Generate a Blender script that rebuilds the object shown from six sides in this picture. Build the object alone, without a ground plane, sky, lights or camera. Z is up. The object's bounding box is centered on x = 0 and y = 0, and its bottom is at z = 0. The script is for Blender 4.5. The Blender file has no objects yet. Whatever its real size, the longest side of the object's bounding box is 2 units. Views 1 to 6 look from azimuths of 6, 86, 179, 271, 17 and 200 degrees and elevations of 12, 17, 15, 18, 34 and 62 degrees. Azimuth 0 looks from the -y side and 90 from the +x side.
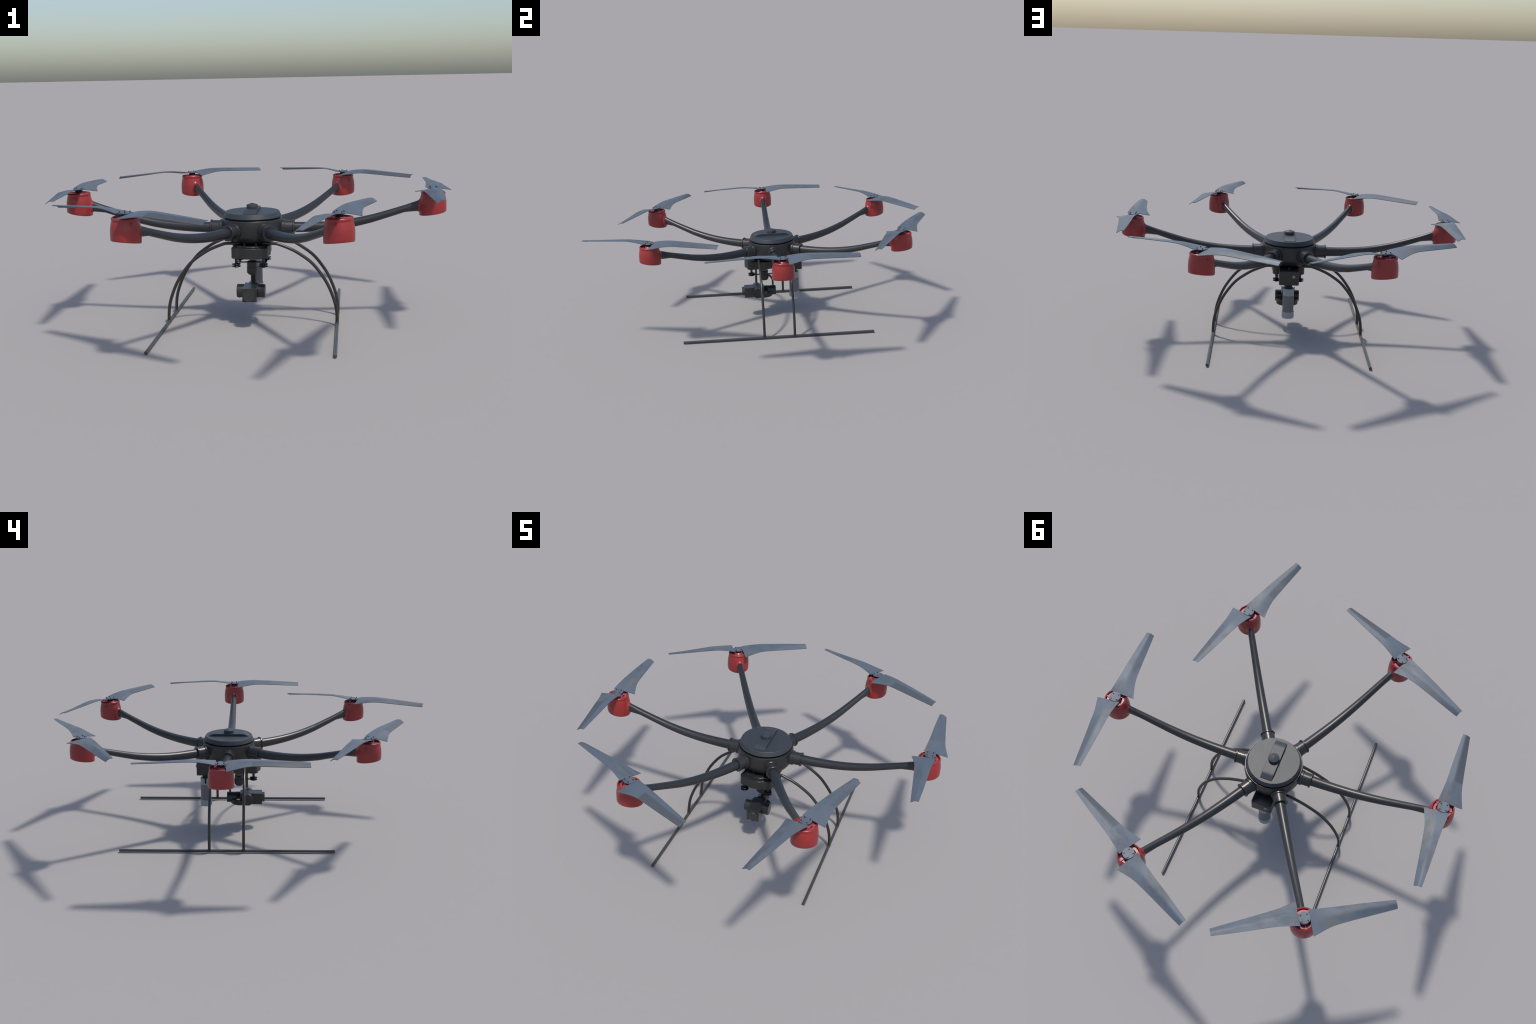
"""Six-rotor camera drone: dark metal hub with lid, six swept-up arms with red
motor pods and two-bladed propellers, tube landing gear, gimbal camera, antenna."""
import bpy, bmesh
from math import sin, cos, pi, radians, sqrt
from mathutils import Vector, Matrix

HUB = Vector((0.0, 0.0832, 0.0))        # vertical axis of the hub
ROTOR_R = 0.8108                        # rotor axes sit on this circle
PROP_Z = 0.6163                         # top of the propeller hub discs
ARM_Z = 0.4365                          # arm height where it leaves the hub

# ------------------------------------------------------------------ materials
def new_mat(name):
    m = bpy.data.materials.new(name)
    m.use_nodes = True
    nt = m.node_tree
    return m, nt, nt.nodes["Principled BSDF"]

def metal(name, col, rough, metallic=1.0, var=0.10, scale=30.0, rough_var=0.06, bump=0.0, spec=0.5, tint=(1, 1, 1)):
    """Principled finish with faint cloudy colour and roughness variation."""
    m, nt, b = new_mat(name)
    L = nt.links.new
    tc = nt.nodes.new("ShaderNodeTexCoord")
    n = nt.nodes.new("ShaderNodeTexNoise")
    n.inputs["Scale"].default_value = scale
    n.inputs["Detail"].default_value = 5.0
    L(tc.outputs["Object"], n.inputs["Vector"])
    cr = nt.nodes.new("ShaderNodeValToRGB")
    cr.color_ramp.elements[0].position = 0.3
    cr.color_ramp.elements[1].position = 0.7
    cr.color_ramp.elements[0].color = [c * (1 - var) for c in col] + [1]
    cr.color_ramp.elements[1].color = [min(1, c * (1 + var)) for c in col] + [1]
    L(n.outputs["Fac"], cr.inputs["Fac"])
    L(cr.outputs["Color"], b.inputs["Base Color"])
    mr = nt.nodes.new("ShaderNodeMapRange")
    mr.inputs["From Min"].default_value = 0.3
    mr.inputs["From Max"].default_value = 0.7
    mr.inputs["To Min"].default_value = rough - rough_var
    mr.inputs["To Max"].default_value = rough + rough_var
    L(n.outputs["Fac"], mr.inputs["Value"])
    L(mr.outputs["Result"], b.inputs["Roughness"])
    b.inputs["Metallic"].default_value = metallic
    b.inputs["Specular IOR Level"].default_value = spec
    b.inputs["Specular Tint"].default_value = (*tint, 1)
    if bump:
        n2 = nt.nodes.new("ShaderNodeTexNoise")
        n2.inputs["Scale"].default_value = 400.0
        L(tc.outputs["Object"], n2.inputs["Vector"])
        bp = nt.nodes.new("ShaderNodeBump")
        bp.inputs["Strength"].default_value = bump
        bp.inputs["Distance"].default_value = 0.001
        L(n2.outputs["Fac"], bp.inputs["Height"])
        L(bp.outputs["Normal"], b.inputs["Normal"])
    return m

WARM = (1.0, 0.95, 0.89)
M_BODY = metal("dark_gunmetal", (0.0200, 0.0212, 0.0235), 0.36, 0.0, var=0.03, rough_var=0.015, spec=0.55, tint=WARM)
M_LID = metal("lid_gunmetal", (0.036, 0.042, 0.049), 0.48, 0.0, var=0.015, rough_var=0.008, spec=0.45)
M_ARM = metal("arm_tube_metal", (0.0215, 0.0235, 0.0275), 0.365, 0.0, var=0.03, rough_var=0.012, spec=0.55, tint=WARM)
M_COLLAR = metal("collar_metal", (0.024, 0.0253, 0.028), 0.32, 0.0, var=0.04, rough_var=0.02, spec=0.6, tint=WARM)
M_LEG = metal("leg_tube_metal", (0.026, 0.0243, 0.0218), 0.30, 0.0, var=0.04, rough_var=0.02, spec=0.6, tint=WARM)
M_SKID = metal("skid_tube_metal", (0.050, 0.052, 0.053), 0.30, 0.0, var=0.04, rough_var=0.015)
M_RED = metal("red_pod_paint", (0.300, 0.026, 0.026), 0.30, 0.0, var=0.06, scale=14.0, rough_var=0.03, spec=0.5)
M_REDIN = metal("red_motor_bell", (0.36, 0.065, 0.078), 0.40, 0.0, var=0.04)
M_BLACK = metal("black_rubber", (0.007, 0.007, 0.0075), 0.5, 0.0, spec=0.3)
M_GLOSS = metal("glossy_black_plastic", (0.012, 0.012, 0.013), 0.20, 0.0, var=0.04)
M_CAM = metal("camera_metal", (0.0235, 0.024, 0.0252), 0.30, 0.0, var=0.02, rough_var=0.01, spec=0.6, tint=WARM)
M_LENS = metal("lens_front", (0.034, 0.034, 0.035), 0.34, 0.0, var=0.05)
M_ANT_L = metal("antenna_light_grey", (0.31, 0.325, 0.34), 0.5, 0.0, var=0.03, rough_var=0.02)
M_ANT_D = metal("antenna_mid_grey", (0.145, 0.15, 0.156), 0.5, 0.0, var=0.03, rough_var=0.02)
M_BOLT = metal("bolt_metal", (0.30, 0.26, 0.235), 0.4, 0.4, var=0.03)
M_BOLT_D = metal("dark_bolt_metal", (0.03, 0.03, 0.03), 0.4, 0.0)

def blade_material():
    """Blue-grey metal sheet with baked reflections painted in as blotchy darker and tan patches that differ
    from blade to blade (noise is shifted by the object's random number)."""
    m, nt, b = new_mat("blade_sheet_metal")
    N, L = nt.nodes.new, nt.links.new
    tc, oi = N("ShaderNodeTexCoord"), N("ShaderNodeObjectInfo")
    mul = N("ShaderNodeMath"); mul.operation = "MULTIPLY"; mul.inputs[1].default_value = 37.0
    L(oi.outputs["Random"], mul.inputs[0])
    add = N("ShaderNodeVectorMath"); add.operation = "ADD"
    L(tc.outputs["Object"], add.inputs[0]); L(mul.outputs[0], add.inputs[1])
    def noise(scale, stretch, detail=8.0, rough=0.6):
        mp = N("ShaderNodeMapping"); mp.inputs["Scale"].default_value = stretch
        n = N("ShaderNodeTexNoise")
        n.inputs["Scale"].default_value, n.inputs["Detail"].default_value, n.inputs["Roughness"].default_value = scale, detail, rough
        L(add.outputs[0], mp.inputs["Vector"]); L(mp.outputs["Vector"], n.inputs["Vector"])
        return n.outputs["Fac"]
    def ramp(fac, stops):
        r = N("ShaderNodeValToRGB"); e = r.color_ramp.elements
        for k, (p, c) in enumerate(stops):
            el = e[k] if k < 2 else e.new(p)
            el.position, el.color = p, c
        L(fac, r.inputs["Fac"]); return r.outputs["Color"]
    def mix(f, c1, c2):
        x = N("ShaderNodeMix"); x.data_type = "RGBA"
        L(f, x.inputs["Factor"]); L(c1, x.inputs["A"]); L(c2, x.inputs["B"])
        return x.outputs["Result"]
    dark_refl = noise(7.0, (1.0, 2.2, 1.0), 10.0, 0.68)
    tan = noise(5.0, (1.2, 3.0, 1.0), 9.0, 0.65)
    grain = noise(60.0, (0.4, 3.0, 1.0), 3.0)
    base = ramp(grain, [(0.3, (0.098, 0.122, 0.152, 1)), (0.7, (0.106, 0.132, 0.165, 1))])
    dark = ramp(grain, [(0.3, (0.082, 0.097, 0.116, 1)), (0.7, (0.092, 0.107, 0.127, 1))])
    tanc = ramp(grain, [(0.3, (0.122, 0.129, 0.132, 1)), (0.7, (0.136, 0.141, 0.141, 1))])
    fdark = ramp(dark_refl, [(0.50, (0, 0, 0, 1)), (0.62, (1, 1, 1, 1))])  # dark and tan patches paint baked reflections into the blade colour
    ftan = ramp(tan, [(0.54, (0, 0, 0, 1)), (0.66, (1, 1, 1, 1))])
    # outer rear panel: painted reflection darkens some blades past a straight chordwise line
    sep = N("ShaderNodeSeparateXYZ"); L(tc.outputs["Object"], sep.inputs[0])
    def step(src, lo, hi):
        q = N("ShaderNodeMapRange"); q.interpolation_type = "SMOOTHSTEP"
        q.inputs["From Min"].default_value, q.inputs["From Max"].default_value = lo, hi
        L(src, q.inputs["Value"]); return q.outputs["Result"]
    def times(p, q):
        x = N("ShaderNodeMath"); x.operation = "MULTIPLY"; L(p, x.inputs[0]); L(q, x.inputs[1]); return x.outputs[0]
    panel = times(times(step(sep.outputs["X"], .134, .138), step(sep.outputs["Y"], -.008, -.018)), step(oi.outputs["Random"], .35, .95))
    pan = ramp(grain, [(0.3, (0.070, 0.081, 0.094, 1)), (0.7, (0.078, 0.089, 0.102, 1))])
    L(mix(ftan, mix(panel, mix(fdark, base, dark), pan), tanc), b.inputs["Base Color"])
    mr = N("ShaderNodeMapRange")
    mr.inputs["From Min"].default_value, mr.inputs["From Max"].default_value = 0.40, 0.60
    mr.inputs["To Min"].default_value, mr.inputs["To Max"].default_value = 0.47, 0.55
    L(dark_refl, mr.inputs["Value"]); L(mr.outputs["Result"], b.inputs["Roughness"])
    b.inputs["Specular IOR Level"].default_value = 0.38
    return m
M_BLADE = blade_material()

# ------------------------------------------------------------------ mesh tools
def finish(bm, name, mat, angle=35.0, smooth=True):
    bmesh.ops.recalc_face_normals(bm, faces=bm.faces)
    lim = radians(angle)
    for f in bm.faces:
        f.smooth = smooth
    for e in bm.edges:
        if len(e.link_faces) == 2 and e.calc_face_angle(0) > lim:
            e.smooth = False
    me = bpy.data.meshes.new(name)
    bm.to_mesh(me)
    bm.free()
    me.materials.append(mat)
    return me

def loft(rings, close_ends=True, bm=None):
    """Skin a list of equal-length closed rings of points."""
    bm = bm or bmesh.new()
    vr = [[bm.verts.new(p) for p in ring] for ring in rings]
    n = len(vr[0])
    for a, b in zip(vr[:-1], vr[1:]):
        for i in range(n):
            j = (i + 1) % n
            bm.faces.new((a[i], a[j], b[j], b[i]))
    if close_ends:
        bm.faces.new(vr[0][::-1])
        bm.faces.new(vr[-1])
    return bm

def lathe(profile, seg=48, centre=(0, 0), slant=0.0, bm=None):
    """Revolve (radius, z[, slant weight]) about a vertical axis; closed by end
    points at radius 0. slant tips the weighted rings along +x."""
    bm = bm or bmesh.new()
    cx, cy = centre
    rows = []
    for p in profile:
        r, z = p[0], p[1]
        w = p[2] if len(p) > 2 else 0.0
        if r < 1e-6:
            rows.append([bm.verts.new((cx, cy, z))])
        else:
            rows.append([bm.verts.new((cx + r * cos(2 * pi * i / seg), cy + r * sin(2 * pi * i / seg),
                                       z + slant * w * r * cos(2 * pi * i / seg))) for i in range(seg)])
    for a, b in zip(rows[:-1], rows[1:]):
        for i in range(seg):
            j = (i + 1) % seg
            if len(a) == 1 and len(b) == 1:
                continue
            if len(a) == 1:
                bm.faces.new((a[0], b[j], b[i]))
            elif len(b) == 1:
                bm.faces.new((a[i], a[j], b[0]))
            else:
                bm.faces.new((a[i], a[j], b[j], b[i]))
    return bm

def box(lo, hi, bevel=0.0, seg=2, bm=None):
    bm = bm or bmesh.new()
    lo, hi = Vector(lo), Vector(hi)
    r = bmesh.ops.create_cube(bm, size=1.0)
    vs = r["verts"]
    for v in vs:
        v.co = Vector([(lo[k] + hi[k]) / 2 + v.co[k] * (hi[k] - lo[k]) for k in range(3)])
    if bevel:
        es = list({e for v in vs for e in v.link_edges})
        bmesh.ops.bevel(bm, geom=es, offset=bevel, segments=seg, affect='EDGES', profile=0.5)
    return bm

def cyl(a, b, r, seg=24, bevel=0.0, bm=None, r2=None):
    """Cylinder (or cone) from point a to b with optional chamfered rims."""
    a, b = Vector(a), Vector(b)
    r2 = r if r2 is None else r2
    ax = (b - a).normalized()
    u = ax.orthogonal().normalized()
    w = ax.cross(u)
    def ring(c, rr):
        return [c + (u * cos(2 * pi * i / seg) + w * sin(2 * pi * i / seg)) * rr for i in range(seg)]
    if bevel:
        rings = [ring(a, r - bevel), ring(a + ax * bevel, r), ring(b - ax * bevel, r2), ring(b, r2 - bevel)]
    else:
        rings = [ring(a, r), ring(b, r2)]
    return loft(rings, bm=bm)

def spline(pts, per=6):
    """Catmull-Rom through control points (any dimension)."""
    out = []
    n = len(pts)
    for i in range(n - 1):
        p0, p1, p2, p3 = pts[max(i - 1, 0)], pts[i], pts[i + 1], pts[min(i + 2, n - 1)]
        for k in range(per):
            t = k / per
            out.append(tuple(0.5 * (2 * b + (c - a) * t + (2 * a - 5 * b + 4 * c - d) * t * t
                                    + (3 * b - a - 3 * c + d) * t ** 3)
                             for a, b, c, d in zip(p0, p1, p2, p3)))
    out.append(tuple(pts[-1]))
    return out

def tube(path, r, seg=16, bm=None):
    """Round tube along a path lying in one plane of constant y."""
    P = [Vector(p) for p in path]
    rings = []
    for i, p in enumerate(P):
        t = (P[min(i + 1, len(P) - 1)] - P[max(i - 1, 0)]).normalized()
        n = Vector((0, 1, 0))
        u = t.cross(n).normalized()
        rings.append([p + (u * cos(2 * pi * k / seg) + n * sin(2 * pi * k / seg)) * r for k in range(seg)])
    return loft(rings, bm=bm)

def prism(outline, z0, z1, bevel=0.0, bm=None):
    """Extrude a closed plan outline between two heights, rims chamfered."""
    bm = bm or bmesh.new()
    n = len(outline)
    c = Vector((sum(p[0] for p in outline) / n, sum(p[1] for p in outline) / n))
    def ring(z, inset):
        out = []
        for p in outline:
            d = Vector(p) - c
            q = c + d * (1 - inset / max(d.length, 1e-6))
            out.append((q.x, q.y, z))
        return out
    rings = [ring(z0, bevel), ring(z0 + bevel, 0), ring(z1 - bevel, 0), ring(z1, bevel)] if bevel else [ring(z0, 0), ring(z1, 0)]
    return loft(rings, bm=bm)

def place(me, name, parent, loc=(0, 0, 0), rot=0.0):
    o = bpy.data.objects.new(name, me)
    bpy.context.scene.collection.objects.link(o)
    o.location = loc
    o.rotation_euler = (0, 0, rot)
    o.parent = parent
    return o

# ------------------------------------------------------------------ the drone
drone = bpy.data.objects.new("camera_drone", None)
bpy.context.scene.collection.objects.link(drone)
drone["label"] = "six-rotor drone with red motor pods, curved arms and camera"
drone["category"] = "drone"

# --- hub: rounded drum, recessed seam, bevelled lid, strap and cap
hub = place(finish(lathe([(0, .3765), (.100, .3765), (.112, .3795), (.1225, .3865), (.1315, .399), (.1375, .416),
                          (.1395, .436), (.1408, .452), (.1402, .466), (.1388, .476), (.1380, .4805),
                          (.1364, .4828), (.1340, .4828), (.1325, .4810), (.1240, .4800), (.1240, .4880), (0, .4880)],
                         seg=40, centre=HUB.xy), "hub_body", M_BODY, 40), "hub_body", drone)
place(finish(lathe([(.1232, .4792), (.1246, .4792), (.1246, .4900), (.1232, .4900)], seg=40, centre=HUB.xy), "lid_gap_ring", M_BLACK, 30), "lid_gap_ring", hub)  # black ring added to darken the open gap under the lid
place(finish(lathe([(0, .4888), (.1300, .4888), (.1322, .4895), (.1327, .4912), (.1243, .5100), (.1230, .5112), (0, .5118)],
                   seg=28, centre=HUB.xy), "lid", M_LID, 20), "lid", hub)

def strap_mesh():
    w = 0.0288
    prof = [(-.1065, .5098), (-.1065, .5130), (-.100, .5158), (-.088, .5215), (-.080, .5240), (-.072, .5248),
            (.072, .5248), (.080, .5240), (.088, .5215), (.100, .5158), (.1065, .5130), (.1065, .5098)]
    rings = []
    for x, ins in ((-w, .0012), (-w + .0012, 0), (w - .0012, 0), (w, .0012)):
        rings.append([(x + HUB.x, HUB.y + y * (1 - ins / .11), z - (ins if z > .512 else 0)) for y, z in prof])
    return finish(loft(rings), "lid_strap", M_LID, 25)
place(strap_mesh(), "lid_strap", hub)
place(finish(lathe([(0, .518), (.0248, .518), (.0262, .5205), (.0262, .5385), (.0250, .5410), (.012, .5455), (.004, .5482), (0, .5488)],
                   seg=24, centre=HUB.xy), "lid_cap", M_LID, 30), "lid_cap", hub)

# --- arms, each with a hub collar
def arm_mesh():
    # radius from hub axis, centre height, half height, half width
    st = [(.135, .4365, .0235, .0235), (.205, .4365, .0235, .0235), (.28, .4382, .0222, .0225),
          (.364, .4442, .0207, .0212), (.45, .4562, .0197, .0200), (.5265, .4728, .0184, .0188),
          (.5615, .4823, .0177, .0182), (.62, .5000, .0166, .0172), (.686, .5208, .0158, .0164)]
    st = spline(st, 5)
    st += [(.690, .5218, .0160, .0163), (.716, .5275, .0194, .0161), (.743, .5332, .0232, .0160), (.765, .5365, .0240, .0160)]
    seg = 24
    rings = []
    for r, zc, h, w in st:
        ring = []
        for k in range(seg):
            a = 2 * pi * k / seg
            ex = 1.0 if r < .69 else 0.92
            ca, sa = cos(a), sin(a)
            ring.append((r, (w + .0004) * (abs(ca) ** ex) * (1 if ca >= 0 else -1), zc + (h + .0005) * sa))
        rings.append(ring)
    return finish(loft(rings), "arm", M_ARM, 50)

def collar_mesh():
    bm = bmesh.new()
    prof = [(.1280, .0372), (.1480, .0372), (.1500, .0355), (.1502, .0330), (.1855, .0325), (.1857, .0352), (.1870, .0362),
            (.1915, .0362), (.1930, .0350), (.1930, .0240)]
    seg = 12
    rings = []
    for r, rad in prof:
        rings.append([(r, rad * cos(2 * pi * (k + .5) / seg) , ARM_Z + rad * sin(2 * pi * (k + .5) / seg)) for k in range(seg)])
    return finish(loft(rings, bm=bm), "arm_collar", M_COLLAR, 32)

# --- motor pod
def pod_mesh():
    k = .957
    prof = [(0, .5005, 1), (.0590, .5005, 1), (.0612, .5017, 1), (.0622, .5045, 1), (.0624, .516, .75), (.0624, .532, .25), (.0622, .545, 0),
            (.0610, .558, 0), (.0590, .569, 0), (.0566, .5790, 0), (.0548, .5843, 0), (.0546, .5858, 0), (.0557, .5876, 0),
            (.0566, .5912, 0), (.0560, .5948, 0), (.0538, .5980, 0), (.0510, .5990, 0), (.0485, .5980, 0),
            (.0474, .5950, 0), (.0474, .5780, 0), (0, .5780, 0)]
    bm = lathe([(r * k, z, w) for r, z, w in prof], seg=40, centre=(ROTOR_R, 0), slant=0.165)
    return finish(bm, "motor_pod", M_RED, 40)

def boss_mesh():
    """Flared red sleeve where the arm enters the pod."""
    seg = 24
    rings = []
    for r, zc, h, w in [(.7440, .5335, .0222, .0155), (.7438, .5335, .0246, .0172), (.7452, .5336, .0254, .0180),
                        (.7482, .5338, .0272, .0198), (.7512, .5340, .0302, .0226), (.7540, .5342, .0345, .0262), (.7565, .5342, .0395, .0310),
                        (.7680, .5342, .0410, .0350)]:
        rings.append([(r + 0.006 * (w / .033) ** 2 * abs(cos(2 * pi * k / seg)) ** 2, w * cos(2 * pi * k / seg), zc + h * sin(2 * pi * k / seg)) for k in range(seg)])
    return finish(loft(rings), "pod_boss", M_RED, 40)

def bell_mesh():
    """Motor bell inside the pod: two rings and five spokes."""
    bm = bmesh.new()
    lathe([(.0305, .577), (.0428, .577), (.0428, .5915), (.0420, .5925), (.0313, .5925), (.0305, .5915), (.0305, .577)], seg=40, bm=bm)
    lathe([(0, .577), (.0262, .577), (.0262, .5925), (.0225, .5960), (.0185, .6000), (0, .6000)], seg=28, bm=bm)
    for k in range(5):
        a = 2 * pi * k / 5
        t = bmesh.new()
        box((.012, -.0034, .5900), (.0460, .0034, .5962), bevel=.0008, seg=1, bm=t)
        bmesh.ops.rotate(t, verts=t.verts, cent=(0, 0, 0), matrix=Matrix.Rotation(a, 3, 'Z'))
        tm = bpy.data.meshes.new("tmp")
        t.to_mesh(tm); t.free()
        bm.from_mesh(tm)
        bpy.data.meshes.remove(tm)
    bmesh.ops.translate(bm, verts=bm.verts, vec=(ROTOR_R, 0, 0))
    return finish(bm, "motor_bell", M_REDIN, 30)

def shaft_mesh():
    return finish(lathe([(0, .590), (.0165, .590), (.0165, .6090), (.0190, .6105), (.0190, .6135), (0, .6135)], seg=24, centre=(ROTOR_R, 0)), "motor_shaft", M_BLACK, 30)

# --- propeller blade; x outward, straight edge on the +y side, z from disc top
BLADE = [  # span, straight y, straight z, trailing y, trailing z, crest lift above chord
    (.0230, .0313, -.0022, -.0816, -.0146, .0010),
    (.0460, .0277, .0025, -.0748, -.0112, .0020),
    (.0700, .0243, .0058, -.0678, -.0075, .0030),
    (.0950, .0213, .0085, -.0612, -.0040, .0038),
    (.1200, .0188, .0100, -.0568, -.0014, .0045),
    (.1400, .0172, .0100, -.0545, -.0006, .0050),
    (.1700, .0152, .0090, -.0518, -.0015, .0055),
    (.2260, .0124, .0065, -.0471, -.0046, .0060),
    (.3100, .0068, .0024, -.0408, -.0092, .0062),
    (.3967, .0000, -.0020, -.0339, -.0136, .0064)]

def blade_mesh():
    st = spline(BLADE, 4)
    cols = [i / 12 for i in range(13)]
    th = 0.0013
    bm = bmesh.new()
    def sheet(off):
        rows = []
        for x, ys, zs, yt, zt, lift in st:
            ys, yt = ys + .0007, yt - .0008
            row = []
            for t in cols:
                k = .48
                bump = lift * (t / k if t < k else (1 - t) / (1 - k))
                s = min(1, abs(t - k) / .16)
                bump -= lift * .12 * (1 - s) ** 2
                row.append(bm.verts.new((x, ys + (yt - ys) * t, zs + (zt - zs) * t + bump + off)))
            rows.append(row)
        return rows
    up, dn = sheet(th), sheet(-th)
    n, m = len(up), len(cols)
    for R, flip in ((up, False), (dn, True)):
        for i in range(n - 1):
            for j in range(m - 1):
                f = (R[i][j], R[i + 1][j], R[i + 1][j + 1], R[i][j + 1])
                bm.faces.new(f if flip else f[::-1])
    for i in range(n - 1):
        for j in (0, m - 1):
            bm.faces.new((up[i][j], up[i + 1][j], dn[i + 1][j], dn[i][j]))
    for j in range(m - 1):
        for i in (0, n - 1):
            bm.faces.new((up[i][j], up[i][j + 1], dn[i][j + 1], dn[i][j]))
    # fold line across the rear half where the root ramp meets the outer blade
    up_set = {id(v): (i, j) for i, row in enumerate(up) for j, v in enumerate(row)}
    me = None
    bmesh.ops.recalc_face_normals(bm, faces=bm.faces)
    for f in bm.faces:
        f.smooth = True
    for e in bm.edges:
        if len(e.link_faces) == 2 and e.calc_face_angle(0) > radians(50):
            e.smooth = False
        a, b = up_set.get(id(e.verts[0])), up_set.get(id(e.verts[1]))
        if a and b and a[0] == b[0] == 18 and min(a[1], b[1]) >= 5:
            e.smooth = False
    me = bpy.data.meshes.new("blade")
    bm.to_mesh(me); bm.free()
    me.materials.append(M_BLADE)
    return me

def disc_mesh():
    return finish(lathe([(0, -.0042), (.0262, -.0042), (.0270, -.0034), (.0270, -.0008), (.0262, 0), (0, 0)], seg=32), "propeller_hub", M_BLADE, 30)

def bolt_mesh():
    return finish(lathe([(0, -.001), (.0029, -.001), (.0029, .0040), (.0024, .0046), (0, .0046)], seg=10), "propeller_bolt", M_BOLT_D, 30)

ARM, COLLAR, POD, BOSS, BELL, SHAFT = arm_mesh(), collar_mesh(), pod_mesh(), boss_mesh(), bell_mesh(), shaft_mesh()
BLD, DISC, BOLT = blade_mesh(), disc_mesh(), bolt_mesh()
PROP_ANGLE = {0: 92.2, 60: 152.2, 120: 32.2, 180: 92.2, 240: 152.2, 300: 73.1}

for az, spin in PROP_ANGLE.items():
    a = radians(az)
    arm = place(ARM, "arm", drone, HUB, a)
    place(COLLAR, "arm_collar", arm)
    pod = place(POD, "motor_pod", drone, HUB, a)
    place(BOSS, "pod_boss", pod)
    place(BELL, "motor_bell", pod)
    place(SHAFT, "motor_shaft", pod)
    c = HUB + Vector((ROTOR_R * cos(a), ROTOR_R * sin(a), PROP_Z))
    prop = place(DISC, "propeller", drone, c, radians(spin))
    for s in (0, pi):
        place(BLD, "propeller_blade", prop, (0, 0, 0), s)
    for k in range(4):
        b = pi / 4 + k * pi / 2
        place(BOLT, "propeller_bolt", prop, (.0196 * cos(b), .0196 * sin(b), 0))

# --- landing gear: two arched tubes and two skids
HALF_LEG = [(0, .3772), (.06, .3772), (.098, .3772), (.112, .3765), (.1265, .3735), (.169, .3570), (.206, .3385), (.258, .3030), (.291, .2705),
            (.327, .2215), (.350, .1800), (.3695, .1320), (.3815, .0900), (.3870, .0480), (.3882, .0060)]
half = [p for p in spline(HALF_LEG, 5) if p[0] > .048]      # each hoop half ends under the hub
bm = bmesh.new()
for sx in (-1, 1):
    tube([(sx * x, 0, z) for x, z in half], .0073, bm=bm)
LEG = finish(bm, "landing_leg", M_LEG, 60)
SKID = finish(cyl((0, -.5505, .0072), (0, .5505, .0072), .0072, seg=18, bevel=.0008), "landing_skid", M_SKID, 40)
JOINT = finish(cyl((0, -.009, .0082), (0, .009, .0082), .0082, seg=18, bevel=.001), "skid_joint", M_LEG, 40)
for y in (-.0035, .1715):
    place(LEG, "landing_leg", drone, (0, y, 0))
for sx in (-1, 1):
    sk = place(SKID, "landing_skid", drone, (sx * .3882, .0817, 0))
    for y in (-.0035, .1715):
        place(JOINT, "skid_joint", sk, (0, y - .0817, 0))

# --- gimbal mounting plate: lobed slab hung under the hub on pins
half_outline = [(0, -.0875), (.016, -.0868), (.030, -.0825), (.040, -.0765), (.050, -.0738), (.062, -.0735), (.0735, -.069), (.081, -.058),
                (.0822, -.045), (.079, -.032), (.077, -.020), (.079, -.004), (.0845, .012), (.087, .030), (.0845, .048), (.079, .064),
                (.077, .080), (.079, .092), (.0828, .106), (.081, .119), (.0735, .130), (.062, .1345), (.046, .1345), (.030, .139), (.015, .1415)]
rs = spline(half_outline, 3)
outline = rs + [(-x, y) for x, y in [(0, .142)] + rs[::-1][:-1]]
outline = [p for i, p in enumerate(outline) if i == 0 or (Vector(p) - Vector(outline[i - 1])).length > 1e-5]
plate = place(finish(prism(outline, .3200, .3660, bevel=.0014), "gimbal_plate", M_BODY, 30), "gimbal_plate", drone)
boss_outline = [(x * .80, .028 + (y - .028) * .76) for x, y in outline]
place(finish(prism(boss_outline, .3650, .3705, bevel=.002), "plate_boss", M_BODY, 30), "plate_boss", plate)
place(finish(lathe([(0, .3690), (.070, .3690), (.078, .3720), (.080, .3775), (0, .3775)], seg=36, centre=(0, .075)), "mount_pad", M_BLACK, 30), "mount_pad", plate)
PIN = finish(cyl((0, 0, .364), (0, 0, .380), .0052, seg=14), "hub_pin", M_COLLAR)
for x, y in ((-.026, -.022), (.026, -.022), (-.055, .03), (.055, .03), (-.026, .115), (.026, .115), (0, .205)):
    place(PIN, "hub_pin", plate, (x, y, 0))

def damper_mesh():
    bm = lathe([(0, .2755), (.0065, .2755), (.0070, .2785), (.0100, .2800), (.0190, .2805), (.0205, .2820), (.0190, .2838), (.0110, .2845),
                (.0100, .2870), (.0110, .2895), (.0190, .2902), (.0205, .2920), (.0190, .2936), (.0100, .2942), (.0066, .2960), (.0066, .3180), (0, .3180)],
               seg=24)
    return finish(bm, "damper", M_GLOSS, 30)
DAMP = damper_mesh()
for x in (-.0612, .0612):
    for y in (-.0495, .1095):
        place(DAMP, "damper", plate, (x, y, 0))
bm = bmesh.new()
for x in (-.0612, .0612):
    box((x - .007, -.045, .2820), (x + .007, .105, .2855), bevel=.0008, seg=1, bm=bm)
box((-.061, .023, .2820), (.061, .039, .2855), bevel=.0008, seg=1, bm=bm)
place(finish(bm, "damper_frame", M_GLOSS, 30), "damper_frame", plate)

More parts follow.
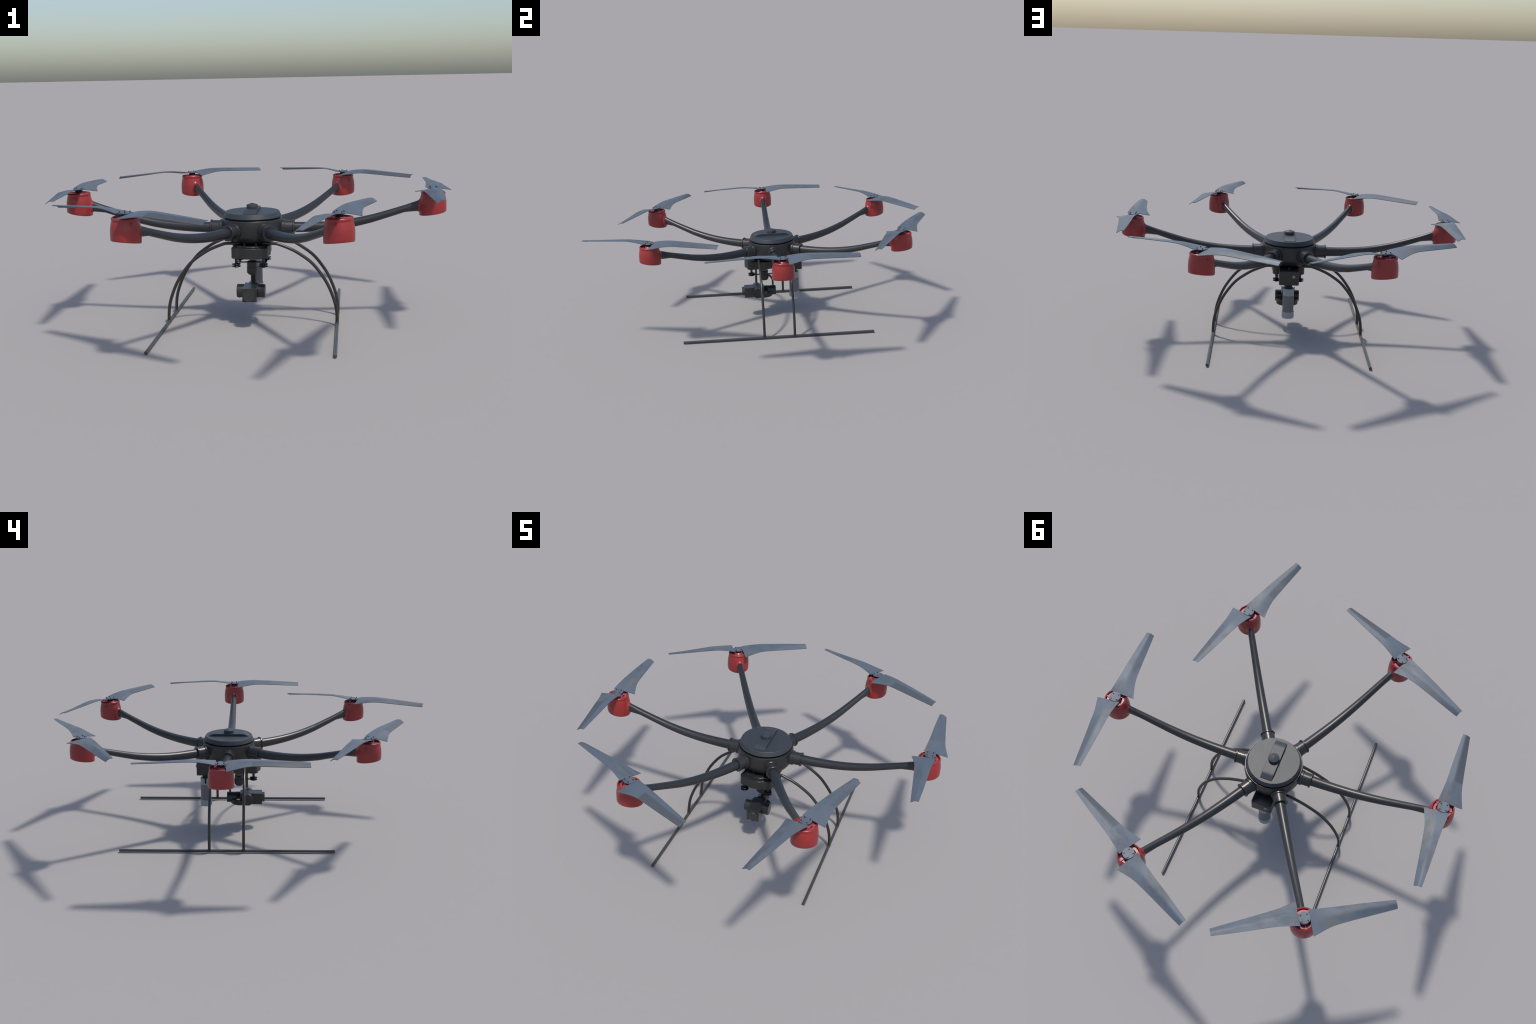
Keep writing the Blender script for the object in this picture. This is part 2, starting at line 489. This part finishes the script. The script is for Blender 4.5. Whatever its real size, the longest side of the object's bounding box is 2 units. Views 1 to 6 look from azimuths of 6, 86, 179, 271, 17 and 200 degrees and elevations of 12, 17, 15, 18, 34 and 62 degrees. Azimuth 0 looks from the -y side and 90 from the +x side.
# --- camera on its gimbal
gim = place(finish(lathe([(0, .2275), (.0165, .2275), (.0188, .2292), (.0192, .2340), (.0228, .2345), (.0240, .2362), (.0240, .2620), (.0232, .2630),
                          (.0232, .2865), (.0220, .2882), (0, .2882)], seg=28, centre=(0, .0305)), "gimbal_motor", M_BODY, 30), "gimbal_motor", drone)

def swing_arm():
    c = spline([(.040, .2560), (.050, .2555), (.060, .2520), (.069, .2450), (.0755, .2340), (.0790, .2200), (.0797, .2000), (.0797, .1800)], 5)
    rings = []
    P = [Vector((0, y, z)) for y, z in c]
    for i, p in enumerate(P):
        t = (P[min(i + 1, len(P) - 1)] - P[max(i - 1, 0)]).normalized()
        n = Vector((1, 0, 0)).cross(t).normalized()
        w, h, b = .0105, .0050, .0014
        rings.append([p + Vector((x, 0, 0)) + n * k for x, k in
                      ((-w, -h + b), (-w + b, -h), (w - b, -h), (w, -h + b), (w, h - b), (w - b, h), (-w + b, h), (-w, h - b))])
    return finish(loft(rings), "gimbal_arm", M_BODY, 40)
place(swing_arm(), "gimbal_arm", gim)
place(finish(cyl((0, .0450, .1583), (0, .0960, .1583), .0285, seg=28, bevel=.001), "roll_motor", M_BODY, 30), "roll_motor", gim)
place(finish(box((-.009, .022, .1640), (.009, .047, .1865), bevel=.001), "camera_link", M_BLACK, 30), "camera_link", gim)

def fork_mesh():
    """Half-ring yoke from the roll motor round to both tilt pivots."""
    ro, ri, z0, z1, yc = .0575, .0485, .1295, .1560, .022
    pts = [(-1, -.022)] + [(pi - pi * k / 24, None) for k in range(25)] + [(1, -.022)]
    rings = []
    for a, yy in pts:
        if yy is not None:
            o, i_ = (a * ro, yy), (a * ri, yy)
        else:
            o, i_ = (ro * cos(a), yc + ro * .95 * sin(a)), (ri * cos(a), yc + ri * .95 * sin(a))
        b = .0015
        d = Vector((o[0] - i_[0], o[1] - i_[1])).normalized() * b
        rings.append([(i_[0], i_[1], z0 + b), (i_[0] + d.x, i_[1] + d.y, z0), (o[0] - d.x, o[1] - d.y, z0), (o[0], o[1], z0 + b),
                      (o[0], o[1], z1 - b), (o[0] - d.x, o[1] - d.y, z1), (i_[0] + d.x, i_[1] + d.y, z1), (i_[0], i_[1], z1 - b)])
    return finish(loft(rings), "gimbal_fork", M_BODY, 40)
place(fork_mesh(), "gimbal_fork", gim)

cam = place(finish(box((-.0322, -.0952, .1275), (.0322, .0240, .1892), bevel=.0010, seg=1), "camera_body", M_CAM, 30), "camera_body", drone)
for sx in (-1, 1):
    place(finish(cyl((sx * .0318, -.0175, .1612), (sx * .0640, -.0175, .1612), .0305, seg=28, bevel=.0016), "tilt_pivot", M_CAM, 30), "tilt_pivot", cam)
bm = bmesh.new()
prof = [(.0272, -.0945), (.0272, -.1078), (.0262, -.1094), (.0246, -.1094), (.0238, -.1082)]
seg = 32
loft([[(r * cos(2 * pi * k / seg), y, .1600 + r * sin(2 * pi * k / seg)) for k in range(seg)] for r, y in prof], bm=bm)
place(finish(bm, "lens", M_LENS, 30), "lens", cam)

# --- receiver box and stub antenna at the back
rx = place(finish(box((-.0505, .150, .2965), (.0505, .2565, .3700), bevel=.0055, seg=3), "receiver_box", M_BODY, 40), "receiver_box", drone)
place(finish(lathe([(0, 0), (.0086, 0), (.0086, .0015), (.0075, .0042), (.0045, .0060), (0, .0066)], seg=20), "box_button", M_BOLT, 40), "box_button", rx).matrix_local = \
    Matrix.Translation((-.0237, .2560, .3433)) @ Matrix.Rotation(-pi / 2, 4, 'X')
AC = (0, .2110)
place(finish(lathe([(0, .2690), (.018, .2690), (.018, .2985), (0, .2985)], seg=24, centre=AC), "antenna_neck", M_BLACK), "antenna_neck", rx)
ant = place(finish(lathe([(0, .1460), (.0288, .1460), (.0288, .2355), (0, .2355)], seg=32, centre=AC), "antenna", M_ANT_D), "antenna", drone)
place(finish(lathe([(0, .2350), (.0289, .2350), (.0289, .2690), (.0275, .2715), (0, .2715)], seg=32, centre=AC), "antenna_collar", M_ANT_L), "antenna_collar", ant)
place(finish(lathe([(0, .1130), (.0295, .1130), (.0314, .1150), (.0314, .1465), (.0305, .1478), (0, .1478)], seg=32, centre=AC), "antenna_cap", M_ANT_L), "antenna_cap", ant)
for sx in (-1, 1):  # black bars standing in for dark slots in the antenna collar
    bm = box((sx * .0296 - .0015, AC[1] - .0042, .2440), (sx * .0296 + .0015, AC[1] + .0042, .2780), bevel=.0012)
    place(finish(bm, "antenna_slot_bar", M_BLACK, 30), "antenna_slot_bar", ant)
